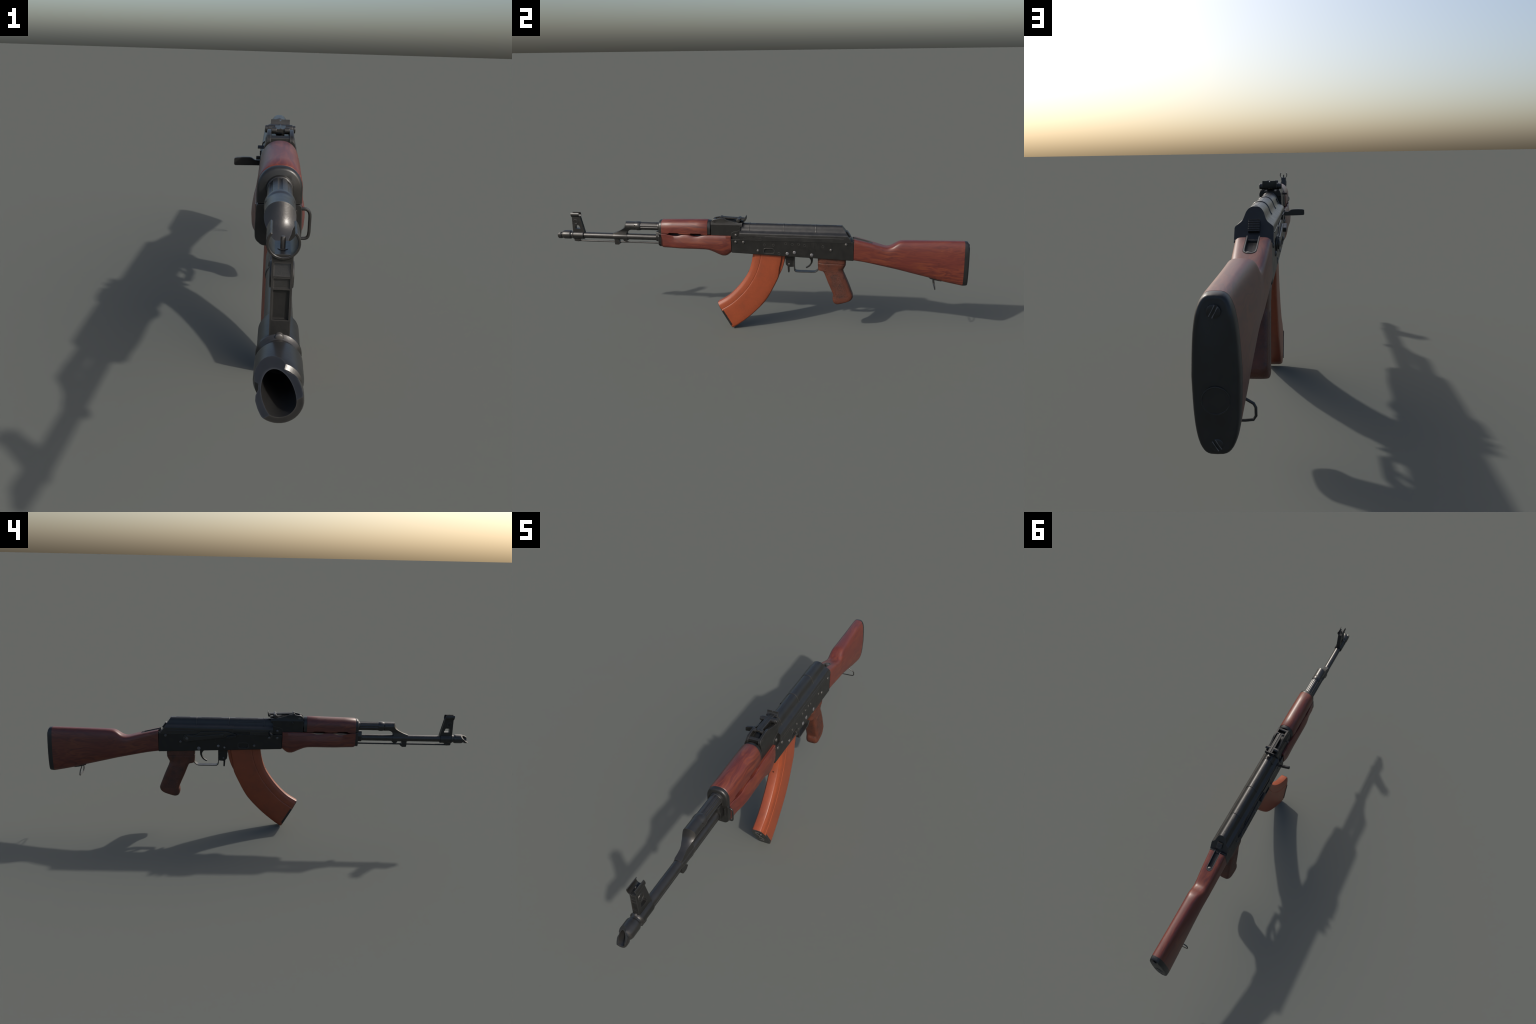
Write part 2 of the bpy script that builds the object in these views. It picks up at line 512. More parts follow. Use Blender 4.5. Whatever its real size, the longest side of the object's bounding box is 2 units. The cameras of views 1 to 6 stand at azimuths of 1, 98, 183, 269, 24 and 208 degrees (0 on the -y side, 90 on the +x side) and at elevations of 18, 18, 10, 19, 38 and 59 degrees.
def lower_ring(y):
    zt = curve1([(-.457, .4885), (-.435, .4885), (-.423, .4850), (-.400, .4808), (-.375, .4808), (-.352, .4868), (-.335, .4880), (-.318, .4868),
                 (-.295, .4810), (-.275, .4808), (-.250, .4865), (-.235, .4885), (-.112, .4885)], y)
    zb = curve1([(-.457, .4215), (-.4535, .4175), (-.446, .4155), (-.36, .4140), (-.25, .4135), (-.222, .4105), (-.194, .3985), (-.165, .3845), (-.150, .3822),
                 (-.136, .3850), (-.118, .3985), (-.112, .4040)], y)
    wm = curve1([(-.457, .0378), (-.45, .0388), (-.415, .0395), (-.375, .0462), (-.34, .0482), (-.24, .0482), (-.20, .0468), (-.15, .0455), (-.112, .0412)], y)
    wt = curve1([(-.457, .0378), (-.45, .0385), (-.415, .0392), (-.36, .0415), (-.24, .0415), (-.112, .0405)], y)
    zm = 0.4460
    half = [(wt - 0.0015, zt), (wt, zt - 0.0015), ((wt * 2 + wm) / 3, zt * 0.6 + zm * 0.4), (wm * .99, zm + 0.008), (wm, zm), (wm * .985, zm - 0.010)]
    corner = (wm * 0.985, zm - 0.010)
    for k in range(1, 11):
        a = math.pi / 2 * k / 10
        half.append((corner[0] * math.cos(a) ** 0.62, corner[1] - (corner[1] - zb) * math.sin(a) ** 0.75))
    half[-1] = (0, zb)
    outer = half + [(-x, z) for x, z in reversed(half[:-1])]
    wi = 0.030
    inner = [(-wi, zt), (-wi, 0.440), (-0.022, 0.432), (0.022, 0.432), (wi, 0.440), (wi, zt)]
    return [(x, y, z) for x, z in outer + inner]
ys = [-.457, -.4555, -.453, -.449, -.445] + [-.44 + .006 * k for k in range(54)] + [-.116, -.1135, -.112]
lower = add("lower_handguard", loft([lower_ring(y) for y in ys if y <= -.112]), "lower", angle=40)

# metal caps at the ends of the handguards
cap = add("handguard_cap", loft([arch_shell(y, t, w, 0.4930, 0.0145) for y, t, w in
          ((-0.4555, 0.5515, 0.0362), (-0.4640, 0.5515, 0.0362), (-0.4685, 0.5495, 0.0348), (-0.4705, 0.5460, 0.0320))]), "steel", angle=45)
add("handguard_rear_cap", loft([arch_shell(y, t, w, 0.4930, 0.010) for y, t, w in
          ((-0.2275, 0.5575, 0.0350), (-0.2160, 0.5560, 0.0345), (-0.2125, 0.5545, 0.0335))]), "steel", angle=45)
low_cap = rounded([(0.0366, 0.4915), (0.0380, 0.450), (0.0372, 0.4330), (0.0265, 0.4222), (-0.0265, 0.4222), (-0.0372, 0.4330), (-0.0380, 0.450), (-0.0366, 0.4915)], 0.006)
retainer = add("handguard_retainer", loft([[(x, y + (z - 0.455) * 0.04, z) for x, z in low_cap] for y in (-0.4550, -0.4695)]), "steel", bevel=0.002)
add("barrel_band", prism_y(rounded([(0.013, 0.4925), (-0.013, 0.4925), (-0.0195, 0.470), (-0.0195, 0.449), (-0.012, 0.443), (0.012, 0.443), (0.0195, 0.449), (0.0195, 0.470)], 0.004, 2), -0.4895, -0.462), "steel", retainer, bevel=0.0015)
add("retainer_lever", box(0.0230, 0.0290, -0.4745, -0.468, 0.455, 0.484), "steel", retainer, bevel=0.0015)
loop = spline([(0.0350, 0.4845), (0.0425, 0.4845), (0.0475, 0.4815), (0.0498, 0.4750), (0.0500, 0.4600), (0.0498, 0.4460), (0.0480, 0.4385), (0.0435, 0.4360), (0.0350, 0.4358)], 36)
add("sling_loop", tube([(x, -0.4655 - 0.0000 * z, z) for x, z in loop], 0.0027), "steel")

# ------------------------------------------------------------------ receiver
HW = 0.0392
recv_side = [(-0.1115, 0.4740), (-0.1110, 0.4055), (0.473, 0.3840), (0.4715, 0.4740)]
receiver = add("receiver", prism_x(recv_side, -HW, HW), "receiver", bevel=0.0035, seg=3)
well = rounded([(0.0475, 0.4095), (0.0955, 0.4095), (0.0955, 0.4315), (0.0475, 0.4315)], 0.0105, 6)
cut(receiver, prism_x(well, HW - 0.005, 0.06), prism_x(well, -0.06, -HW + 0.005))
for s in (-1, 1):
    rim = rounded([(0.0450, 0.4070), (0.0980, 0.4070), (0.0980, 0.4340), (0.0450, 0.4340)], 0.0130, 7)
    add("well_rim", tube([(s * (HW - 0.0008), y, z) for y, z in rim], 0.0014, 8, closed=True), "receiver", receiver)
add("receiver_ledge", box(HW - 0.004, HW + 0.0016, -0.1108, 0.037, 0.4660, 0.4735), "receiver", receiver, bevel=0.0014)
add("receiver_ledge", box(-HW - 0.0012, -HW + 0.004, -0.1108, 0.105, 0.4685, 0.4755), "receiver", receiver, bevel=0.0012)
# front trunnion ears beside the rear sight block
add("trunnion", prism_x(rounded([(-0.1112, 0.470), (-0.1112, 0.502), (-0.100, 0.5085), (-0.0690, 0.5165), (-0.0640, 0.5100), (-0.0640, 0.470)], 0.004, 3), -0.0325, 0.0325), "receiver", receiver, bevel=0.001)
# upright tang behind the cover
add("rear_trunnion", prism_x([(0.455, 0.470), (0.4730, 0.470), (0.4730, 0.4795), (0.4690, 0.4815), (0.4655, 0.4760), (0.455, 0.480)], -0.0385, 0.0385), "receiver", receiver, bevel=0.0012)

rivet_mesh = None
def place_peg(name, mat, r, spots, side, dome, stand=0.0008, base=HW):
    bm = peg("x", (0, 0, 0), r, side * stand, 24, side * dome)
    first = add(name, bm, mat, receiver)
    for i, (y, z, *b) in enumerate(spots):
        o = first if i == 0 else first.copy()
        if i:
            bpy.context.collection.objects.link(o)
        o.location = (side * (b[0] if b else base), y, z)
place_peg("rivet", "rivet", 0.0068, [(-0.0875, 0.4930, 0.0323), (-0.088, 0.4610), (-0.0505, 0.4610), (0.0195, 0.4210), (0.3660, 0.4350), (0.4362, 0.4642)], 1, 0.0036)
place_peg("rivet", "rivet", 0.0066, [(0.4375, 0.4642), (0.3675, 0.4345), (0.0205, 0.4205), (-0.0870, 0.4602), (-0.0495, 0.4610), (-0.0875, 0.4920, 0.0323)], -1, 0.0034)
place_peg("pin", "bright", 0.0078, [(0.1600, 0.4105), (0.1942, 0.4172), (0.2760, 0.4075)], 1, 0.0018, 0.0015)
place_peg("pin", "bright", 0.0080, [(0.2815, 0.4035)], -1, 0.0008, 0.0012)
place_peg("pin", "bright", 0.0062, [(0.1900, 0.4165)], -1, 0.0012, 0.0012)
place_peg("pin", "bright", 0.0045, [(0.1610, 0.4095)], -1, 0.0012, 0.0012)
# staked weld spots, and the worn crescents round the axis pins
stake = add("stake_mark", tube([(HW, 0.0056 * math.cos(a * math.pi / 10), 0.0056 * math.sin(a * math.pi / 10)) for a in range(20)], 0.0009, 6, closed=True), "receiver", receiver)
for i, (y, z) in enumerate([(.050, .449), (.093, .4495), (.152, .4585), (.183, .4565), (.214, .4585), (.241, .4545), (.328, .4490), (.120, .4105)]):
    o = stake if i == 0 else stake.copy()
    if i:
        bpy.context.collection.objects.link(o)
    o.location = (0, y, z)
    o.rotation_euler = (random.uniform(-1, 1), 0.03 * random.choice((-1, 1)), 0)
# row of worn stampings under the cover: too rubbed to read
marks = []
y = -0.052
while y < 0.033:
    w = random.uniform(0.0022, 0.0042)
    if random.random() < 0.78:
        marks.append(box(0.0405, 0.0416, y, y + w, 0.4800, 0.4812))
        if random.random() < 0.6:
            marks.append(box(0.0405, 0.0416, y, y + 0.0012, 0.4800, 0.4860))
        if random.random() < 0.5:
            marks.append(box(0.0405, 0.0416, y, y + w, 0.4850, 0.4862))
    y += w + 0.0020
add("stamping", join(*marks), "receiver", receiver, stuff=True)

# ------------------------------------------------------------------ dust cover
COVER = [(0, 0.5458), (0.0060, 0.5454), (0.0116, 0.5430), (0.0160, 0.5390), (0.0195, 0.5335), (0.0222, 0.5265), (0.0243, 0.5212),
         (0.0280, 0.5155), (0.0335, 0.5110), (0.0385, 0.5075), (0.0411, 0.5048), (0.0420, 0.5015), (0.0420, 0.4730)]
def cover_outline(grow=0.0, floor=0.4730):
    pts = []
    for x, z in COVER:
        k = 1 + grow / 0.040
        pts.append((x * k, max(floor, 0.4730 + (z - 0.4730) * k)))
    return pts
def cover_ring(y, grow=0.0, floor=0.473):
    h = [(x, z) for x, z in cover_outline(grow, floor)]
    fine = [tuple(p) for p in spline(h[:11], 34)] + h[11:]
    fine[0] = (0, fine[0][1])
    ring = fine + [(-x, z) for x, z in reversed(fine[1:])]
    return [(x, y, z) for x, z in ring]
cover = add("dust_cover", loft([cover_ring(-0.0690), cover_ring(0.20), cover_ring(0.480)]), "steel", angle=40)
slope = prism_x([(0.4120, 0.5475), (0.4645, 0.4720), (0.4645, 0.40), (0.60, 0.40), (0.60, 0.60), (0.4120, 0.60)], -0.08, 0.08)
front_trim = prism_x([(-0.10, 0.60), (-0.0560, 0.60), (-0.0560, 0.5345), (-0.0660, 0.5325), (-0.0668, 0.5160), (-0.0720, 0.5130), (-0.10, 0.5130)], -0.08, 0.08)
port = [(-0.10, 0.5310), (0.0850, 0.5310)] + [tuple(p) for p in spline([(0.0900, 0.5308), (0.1050, 0.5270), (0.1150, 0.5180), (0.1195, 0.5060), (0.1200, 0.4900)], 14)] + [(0.1200, 0.460), (-0.10, 0.460)]
skirt_cut = [(0.11, 0.4600), (0.31, 0.460), (0.3045, 0.4730), (0.2900, 0.4905), (0.2830, 0.4935), (0.11, 0.4925)]
cut(cover, slope, front_trim, prism_x(port, -0.08, -0.0120), prism_x(skirt_cut, -0.08, -0.0385), angle=30, flat=False)
# shallow panel for the stampings
cut(cover, prism_x(rounded([(-0.068, 0.4735), (0.036, 0.4735), (0.036, 0.4895), (-0.068, 0.4895)], 0.002, 2), 0.0408, 0.06), angle=30, flat=False)

def rib(y, name, grow=0.0010, a0=-25, a1=25, r=0.0019):
    h = cover_outline(0)
    path = [tuple(p) for p in spline(h[:8], 26)]
    full = [(-x, z) for x, z in reversed(path[1:])] + path
    bm = tube([(x, y, z) for x, z in full], r, 8)
    add(name, bm, "steel", cover)
for y in (-0.0245, 0.1405, 0.2925):
    rib(y, "cover_rib")
for a, b in ((0.005, 0.110), (0.175, 0.270), (0.322, 0.390)):
    add("cover_ridge", loft([[(x, y, z) for x, z in ((-0.0045, 0.5440), (0.0045, 0.5440), (0.0030, 0.5465), (-0.0030, 0.5465))] for y in (a, b)]), "steel", cover, bevel=0.0008)
add("cover_bead", tube([(0.0416, 0.054, 0.4920), (0.0416, 0.424, 0.4915)], 0.0017, 8), "steel", cover)
add("cover_bead", tube([(-0.0416, 0.304, 0.4912), (-0.0416, 0.428, 0.4905)], 0.0016, 8), "steel", cover)

# spring guide button with its cross grooves on the rear slope
sn = Vector((0, 0.821, 0.571))
sd = Vector((0, 0.571, -0.821))
c0 = Vector((0, 0.4418, 0.5046)) + sn * -0.002
btn = [c0 + sd * a + sn * h for a, h in ((-0.0140, 0), (-0.0140, 0.0098))]
prof = [(-0.0145, 0.0), (-0.0145, 0.0100)]
for k in range(5):
    a = -0.0145 + 0.029 * (k + 0.25) / 5
    prof += [(a, 0.0100), (a + 0.0012, 0.0085), (a + 0.0028, 0.0085), (a + 0.004, 0.0100)]
prof += [(0.0130, 0.0100), (0.0145, 0.0080), (0.0145, 0.0)]
rings = [[c0 + Vector((x, 0, 0)) + sd * a + sn * h for a, h in prof] for x in (-0.0122, 0.0122)]
add("guide_button", loft(rings), "steel", cover, bevel=0.0005, seg=1)

# bolt carrier seen through the port, and its handle
def carrier_ring(y, k):
    out = []
    for x, _, z in cover_ring(y, -0.0022):
        out.append((x * k, y, z))
    return out
carrier = add("bolt_carrier", loft([carrier_ring(-0.0665, 1.0), carrier_ring(0.1240, 1.0)]), "steel", angle=40)
cut(carrier, box(-0.08, -0.0290, 0.0400, 0.20, 0.46, 0.4895), angle=30, flat=False)
add("port_shadow", box(-0.0365, -0.0280, 0.040, 0.125, 0.474, 0.4892), "receiver", carrier)
def handle_plate():
    outline = [(-0.030, 0.4905), (-0.052, 0.4905), (-0.0560, 0.4920), (-0.0610, 0.4958), (-0.066, 0.4968), (-0.082, 0.4970), (-0.093, 0.4963), (-0.0972, 0.4955), (-0.0991, 0.4935),
               (-0.0993, 0.4825), (-0.0987, 0.4798), (-0.0962, 0.4788), (-0.080, 0.4785), (-0.060, 0.4785), (-0.045, 0.4785), (-0.030, 0.4785)]
    def bend(x):
        t = max(0.0, (-x - 0.040) / 0.06)
        return -0.0490 - 0.0095 * t ** 1.6
    return loft([[(x, bend(x) + d, z) for x, z in outline] for d in (-0.0040, 0.0040)])
add("charging_handle", handle_plate(), "steel", carrier, bevel=0.0012)
add("handle_root", prism_x([(-0.066, 0.4765), (0.038, 0.4765), (0.0385, 0.4900), (-0.066, 0.4905)], -0.0420, -0.030), "steel", carrier, bevel=0.0012)
hook = spline([(-0.0540, 0.4930), (-0.0590, 0.4850), (-0.0595, 0.4740), (-0.0550, 0.4670)], 14)
add("handle_fillet", tube([(-0.0410, y, z) for y, z in hook], 0.0022, 8), "steel", carrier)

# ------------------------------------------------------------------ selector lever on the right side
def arc(cy, cz, r, a0, a1, n):
    return [(cy + r * math.cos(math.radians(a0 + (a1 - a0) * k / n)), cz + r * math.sin(math.radians(a0 + (a1 - a0) * k / n))) for k in range(n + 1)]
plate = [(0.1060, 0.4755), (0.1480, 0.4880), (0.1890, 0.4890), (0.2720, 0.4850), (0.2900, 0.4720), (0.3000, 0.4690)] + arc(0.3365, 0.4525, 0.0195, 110, -75, 16) + \
        [(0.3000, 0.4395), (0.2000, 0.4525), (0.1500, 0.4605), (0.1070, 0.4705)]
sel = add("selector_lever", prism_x(plate, -0.0438, -0.0385), "steel", bevel=0.0022)
arm = [(0.1620, 0.4795), (0.1890, 0.4760), (0.2700, 0.4665), (0.2980, 0.4640), (0.3340, 0.4690)] + arc(0.3365, 0.4525, 0.0135, 85, -85, 10) + [(0.3300, 0.4380), (0.2000, 0.4545), (0.1640, 0.4660)]
add("selector_arm", prism_x(arm, -0.0482, -0.0430), "steel", sel, bevel=0.0024)
add("selector_boss", peg("x", (-0.0475, 0.3365, 0.4525), 0.0072, -0.0022, dome=-0.001), "rivet", sel)
add("selector_tab", prism_x(rounded([(0.1060, 0.4640), (0.1500, 0.4550), (0.1500, 0.4665), (0.1060, 0.4745)], 0.003, 2), -0.0555, -0.043), "receiver", sel, bevel=0.0015)
add("selector_stop", prism_x([(0.2000, 0.4530), (0.2080, 0.4530), (0.2070, 0.4330), (0.2030, 0.4300)], -0.0412, -0.0385), "receiver", sel, bevel=0.0008)

# ------------------------------------------------------------------ rear sight
def block_ring(y, top):
    chamfer_z = 0.5430
    h = [(0.0185, top), (0.0260, top), (0.0272, top - 0.0020), (0.0276, chamfer_z + 0.009), (0.0312, chamfer_z), (0.0316, chamfer_z - 0.003), (0.0316, 0.4660)]
    ring = h + [(-x, z) for x, z in reversed(h)] + [(-0.0185, min(top - 0.001, 0.5490)), (0.0185, min(top - 0.001, 0.5490))]
    return [(x, y, z) for x, z in ring]
tops = [(-0.2085, 0.5530), (-0.2070, 0.5575), (-0.2030, 0.5625), (-0.1960, 0.5655), (-0.1800, 0.5685), (-0.1660, 0.5710), (-0.1420, 0.5700), (-0.1350, 0.5660), (-0.1050, 0.5570), (-0.080, 0.5525), (-0.0570, 0.5515)]
sight = add("rear_sight_block", loft([block_ring(y, t) for y, t in tops]), "receiver", bevel=0.0008, angle=30)
cut(sight, prism_x([(-0.056, 0.5360), (-0.0660, 0.5345), (-0.0665, 0.516), (-0.072, 0.5125), (-0.110, 0.5020), (-0.112, 0.46), (-0.04, 0.46), (-0.04, 0.536)], -0.08, 0.08),
    prism_x([(-0.215, 0.5405), (-0.1950, 0.5405), (-0.186, 0.5600), (-0.198, 0.5800), (-0.215, 0.58)], -0.0184, 0.0184), angle=30)
add("sight_crossbar", prism_x([(-0.2030, 0.5500), (-0.1900, 0.5500), (-0.1900, 0.5620), (-0.1950, 0.5640), (-0.2030, 0.5600)], -0.0195, 0.0195), "steel", sight, bevel=0.001)
for x in (-0.0130, 0.0130):
    add("sight_hinge", peg("x", (x - 0.0048, -0.1630, 0.5700), 0.0068, 0.0096), "steel", sight, bevel=0.0006)
add("tube_lever_pin", peg("x", (-0.0265, -0.1910, 0.5530), 0.0068, -0.0016), "rivet", sight)
add("tube_lever_pin", peg("x", (0.0265, -0.1910, 0.5530), 0.0068, 0.0016), "receiver", sight)
add("tube_lever", prism_x([(-0.1640, 0.5345), (-0.1560, 0.5385), (-0.1535, 0.5365), (-0.1610, 0.5320)], -0.0450, -0.030), "receiver", sight, bevel=0.0008)
def leaf_ring(y, z, w):
    h = [(0.0014, z + 0.0012), (0.0026, z), (w, z), (w, z - 0.0065)]
    return [(x, y, zz) for x, zz in h + [(-a, b) for a, b in reversed(h)]]
leaf = add("sight_leaf", loft([leaf_ring(-0.1660, 0.5735, 0.0085), leaf_ring(-0.1540, 0.5742, 0.0110), leaf_ring(-0.0560, 0.5705, 0.0110), leaf_ring(-0.0480, 0.5695, 0.0110)]), "receiver", sight, bevel=0.0005, seg=1)
# upturned notch plate at the rear of the leaf
plate = spline([(-0.0540, 0.5660), (-0.0490, 0.5680), (-0.0458, 0.5725), (-0.0440, 0.5800)], 8)
outline = [(y, z) for y, z in plate] + [(-0.0418, 0.5800), (-0.0415, 0.5660), (-0.0440, 0.5585), (-0.0500, 0.5580), (-0.0540, 0.5610)]
notch = add("sight_notch_plate", prism_x(outline, -0.0208, 0.0208), "steel", sight, bevel=0.0005, seg=1)
cut(notch, box(-0.0016, 0.0016, -0.060, -0.030, 0.5765, 0.59))
slider = join(*[peg("x", (s * 0.0060, -0.0760, 0.5625), 0.0098, s * 0.0200) for s in (-1, 1)],
              *[peg("x", (s * 0.0250, -0.0760, 0.5625), 0.0080, s * 0.0068, dome=s * 0.0010) for s in (-1, 1)],
              box(-0.0130, 0.0130, -0.0850, -0.0670, 0.5560, 0.5665))
add("sight_slider", slider, "steel", sight, bevel=0.0007)
add("leaf_spring", prism_x([(-0.135, 0.5600), (-0.060, 0.5525), (-0.052, 0.5530), (-0.052, 0.5505), (-0.135, 0.5500)], -0.0085, 0.0085), "inside", sight)

# ------------------------------------------------------------------ magazine
FRONT = spline([(-0.0108, 0.4050), (-0.0112, 0.3900), (-0.0175, 0.3540), (-0.0345, 0.3010), (-0.0675, 0.2470), (-0.1040, 0.2025), (-0.1450, 0.1635), (-0.1900, 0.1345), (-0.2020, 0.1275)], 60)
REAR = spline([(0.1465, 0.4050), (0.1462, 0.3880), (0.1400, 0.3500), (0.1275, 0.3110), (0.0975, 0.2430), (0.0515, 0.1580), (-0.0155, 0.0830), (-0.0785, 0.0285), (-0.1170, 0.0015)], 60)
FRONT[-1] = Vector((-0.1945, 0.1240))
FRONT = spline([(-0.0108, 0.4050), (-0.0112, 0.3900), (-0.0175, 0.3540), (-0.0345, 0.3010), (-0.0675, 0.2470), (-0.1040, 0.2025), (-0.1450, 0.1635), (-0.1930, 0.1330)], 60)
def mag_point(s, t):
    k = s * 59
    i = min(58, int(k))
    f = FRONT[i].lerp(FRONT[i + 1], k - i)
    r = REAR[i].lerp(REAR[i + 1], k - i)
    return f.lerp(r, t)
def smooth(a, b, x):
    u = min(1, max(0, (x - a) / (b - a)))
    return u * u * (3 - 2 * u)
MAG_HALF = [(0.000, 0.0135), (0.008, 0.0158), (0.030, 0.0180), (0.055, 0.0196), (0.070, 0.0216), (0.120, 0.0236), (0.200, 0.0250), (0.247, 0.0254),
            (0.252, 0.0242), (0.258, 0.0243), (0.268, 0.0258), (0.285, 0.0266), (0.310, 0.0270), (0.45, 0.0272), (0.80, 0.0270), (0.93, 0.0262), (0.97, 0.0248), (0.99, 0.0222), (1.0, 0.0180)]
def mag_ring(s, shift=0.0):
    inset = 0.085 * (1 - smooth(0.14, 0.27, s))
    half = []
    for t, w in MAG_HALF:
        tt = t if t < 0.45 else 0.45 + (t - 0.45) * (0.55 - inset) / 0.55
        p = mag_point(s, tt)
        half.append((w, p.x, p.y))
    ring = half + [(-w, y, z) for w, y, z in reversed(half)]
    return [Vector((x, y, z)) for x, y, z in ring]
mag = add("magazine", loft([mag_ring(k / 70) for k in range(71)]), "mag", angle=28)
rib_rings = []
for k in range(24):
    s = 0.30 * k / 23
    fade = smooth(0.16, 0.285, s)
    a, b = mag_point(s, 0.88), mag_point(s, 1.0 - 0.02 * fade)
    rib_rings.append([(0.0175, a.x, a.y), (0.0170, *mag_point(s, 0.985 - 0.03 * fade)), (0.0150, b.x, b.y), (-0.0150, b.x, b.y), (-0.0170, *mag_point(s, 0.985 - 0.03 * fade)), (-0.0175, a.x, a.y)])
add("magazine_spine", loft(rib_rings), "mag", mag, angle=30)
# small locking nub on the leading rib
p = mag_point(0.33, -0.004)
add("magazine_notch", box(-0.0030, 0.0030, p.x + 0.0015, p.x + 0.008, p.y - 0.005, p.y + 0.005), "inside", mag)
# steel floor plate
ed = (mag_point(1, 1) - mag_point(1, 0)).normalized()
out = Vector((ed.y, -ed.x))
if out.x > 0:
    out = -out
def floor_piece(t0, t1, w0, w1, up_h, down):
    a0, a1 = mag_point(1, t0), mag_point(1, t1)
    def line(h, shrink=0.0):
        res = []
        for t, w in ((t0, w0 * 0.62), (t0 + 0.04 * (t1 - t0), w0 * 0.86), (t0 + 0.3 * (t1 - t0), w1), (t0 + 0.88 * (t1 - t0), w1), (t0 + 0.97 * (t1 - t0), w1 * 0.88), (t1, w1 * 0.6)):
            q = mag_point(1, t) + out * h
            res.append((w - shrink, q.x, q.y))
        return [Vector(v) for v in res] + [Vector((-x, y, z)) for x, y, z in reversed(res)]
    return loft([line(-up_h), line(down * 0.6), line(down, 0.0012)])
plate = add("floor_plate", floor_piece(0.0, 1.0, 0.0225, 0.0268, 0.001, 0.0028), "steel", mag, angle=30)
rails = []
for s in (-1, 1):
    pts = []
    for t, h in ((0.30, 0.0022), (0.30, -0.0075), (0.86, -0.0075), (0.875, 0.0022)):
        q = mag_point(1, t) + out * h
        pts.append((q.x, q.y))
    rails.append(prism_x(pts, s * 0.0200, s * 0.0290))
add("floor_plate_rail", join(*rails), "steel", mag, bevel=0.0012)
def emboss(t0, x0, t1, x1, w=0.0021):
    a, b = mag_point(1, t0) + out * 0.0034, mag_point(1, t1) + out * 0.0034
    return tube([(x0, a.x, a.y), (x1, b.x, b.y)], w, 6)
add("floor_emboss", join(emboss(.22, -.012, .34, -.003), emboss(.34, -.003, .34, .003), emboss(.34, .003, .22, .012), emboss(.62, -.012, .50, -.003),
                         emboss(.50, -.003, .50, .003), emboss(.50, .003, .62, .012), emboss(.74, -.008, .74, .008), emboss(.12, -.008, .12, .008)), "rivet", mag, stuff=True)

# ------------------------------------------------------------------ trigger group
guard_path = spline([(0.1900, 0.3880), (0.1900, 0.3500), (0.1905, 0.3270), (0.1925, 0.3170), (0.1985, 0.3115), (0.2100, 0.3105), (0.2500, 0.3105), (0.2800, 0.3105), (0.2930, 0.3130), (0.3040, 0.3215), (0.3105, 0.3320)], 60)
gr = []
for i, p in enumerate(guard_path):
    t = (guard_path[min(59, i + 1)] - guard_path[max(0, i - 1)]).normalized()
    nn = Vector((-t.y, t.x)) * 0.0019
    gr.append([(-0.0145, *(p - nn)), (0.0145, *(p - nn)), (0.0145, *(p + nn)), (-0.0145, *(p + nn))])
guard = add("trigger_guard", loft(gr), "receiver", bevel=0.0007, seg=1)
trig = [(0.2795, 0.396)] + [tuple(p) for p in spline([(0.2795, 0.385), (0.2785, 0.362), (0.2700, 0.3440), (0.2600, 0.3340), (0.2485, 0.3280)], 14)] + \
       [(0.2450, 0.3305)] + [tuple(p) for p in spline([(0.2460, 0.3340), (0.2560, 0.3400), (0.2655, 0.3500), (0.2695, 0.3620), (0.2670, 0.3740), (0.2590, 0.3830)], 14)] + [(0.2500, 0.396)]
add("trigger", prism_x(trig, -0.0055, 0.0055), "receiver", bevel=0.0014)
catch_side = rounded([(0.1480, 0.3780), (0.1480, 0.3560), (0.1500, 0.3450), (0.1575, 0.3380), (0.1640, 0.3335), (0.1885, 0.3355), (0.1885, 0.3780)], 0.002, 2)
catch = add("magazine_catch", prism_x(catch_side, -0.0125, 0.0125), "receiver", bevel=0.001)
add("catch_flange", box(-0.0150, 0.0150, 0.1465, 0.1905, 0.3745, 0.3980), "receiver", catch, bevel=0.001)
add("catch_lever", prism_x([(0.1565, 0.3440), (0.1595, 0.3070), (0.1600, 0.3050), (0.1665, 0.3050), (0.1670, 0.3080), (0.1660, 0.3440)], -0.0090, 0.0090), "receiver", catch, bevel=0.001)
add("catch_rivet", join(peg("x", (0.0120, 0.1662, 0.3490), 0.0052, 0.001, dome=0.0028), peg("x", (-0.0120, 0.1662, 0.3490), 0.0052, -0.001, dome=-0.0028)), "rivet", catch)

# ------------------------------------------------------------------ pistol grip
# stations: (front y, front z, rear y, rear z, half width, squareness)
GRIP = [(.3030, .3930, .4370, .3930, .0290, 5), (.3030, .3720, .4372, .3690, .0290, 5), (.3032, .3660, .4372, .3630, .0288, 5), (.3050, .3652, .4355, .3622, .0272, 5), (.3050, .3610, .4355, .3585, .0272, 5), (.3032, .3602, .4372, .3577, .0287, 4.5), (.3034, .3540, .4360, .3520, .0285, 4.5), (.3040, .3430, .4310, .3400, .0275, 4), (.3050, .3290, .4260, .3310, .0268, 4),
        (.3090, .3235, .4262, .3235, .0268, 4), (.3230, .3215, .4290, .3135, .0268, 4), (.3345, .3105, .4350, .2990, .0270, 5), (.3500, .2720, .4510, .2620, .0270, 6),
        (.3660, .2350, .4640, .2290, .0270, 6), (.3785, .2050, .4735, .2040, .0270, 6), (.3800, .1960, .4752, .1960, .0272, 5), (.3772, .1850, .4748, .1890, .0280, 4), (.3778, .1720, .4715, .1815, .0280, 4),
        (.3815, .1610, .4660, .1755, .0276, 4), (.3870, .1545, .4590, .1710, .0262, 3.6), (.3940, .1510, .4500, .1675, .0235, 3.2)]
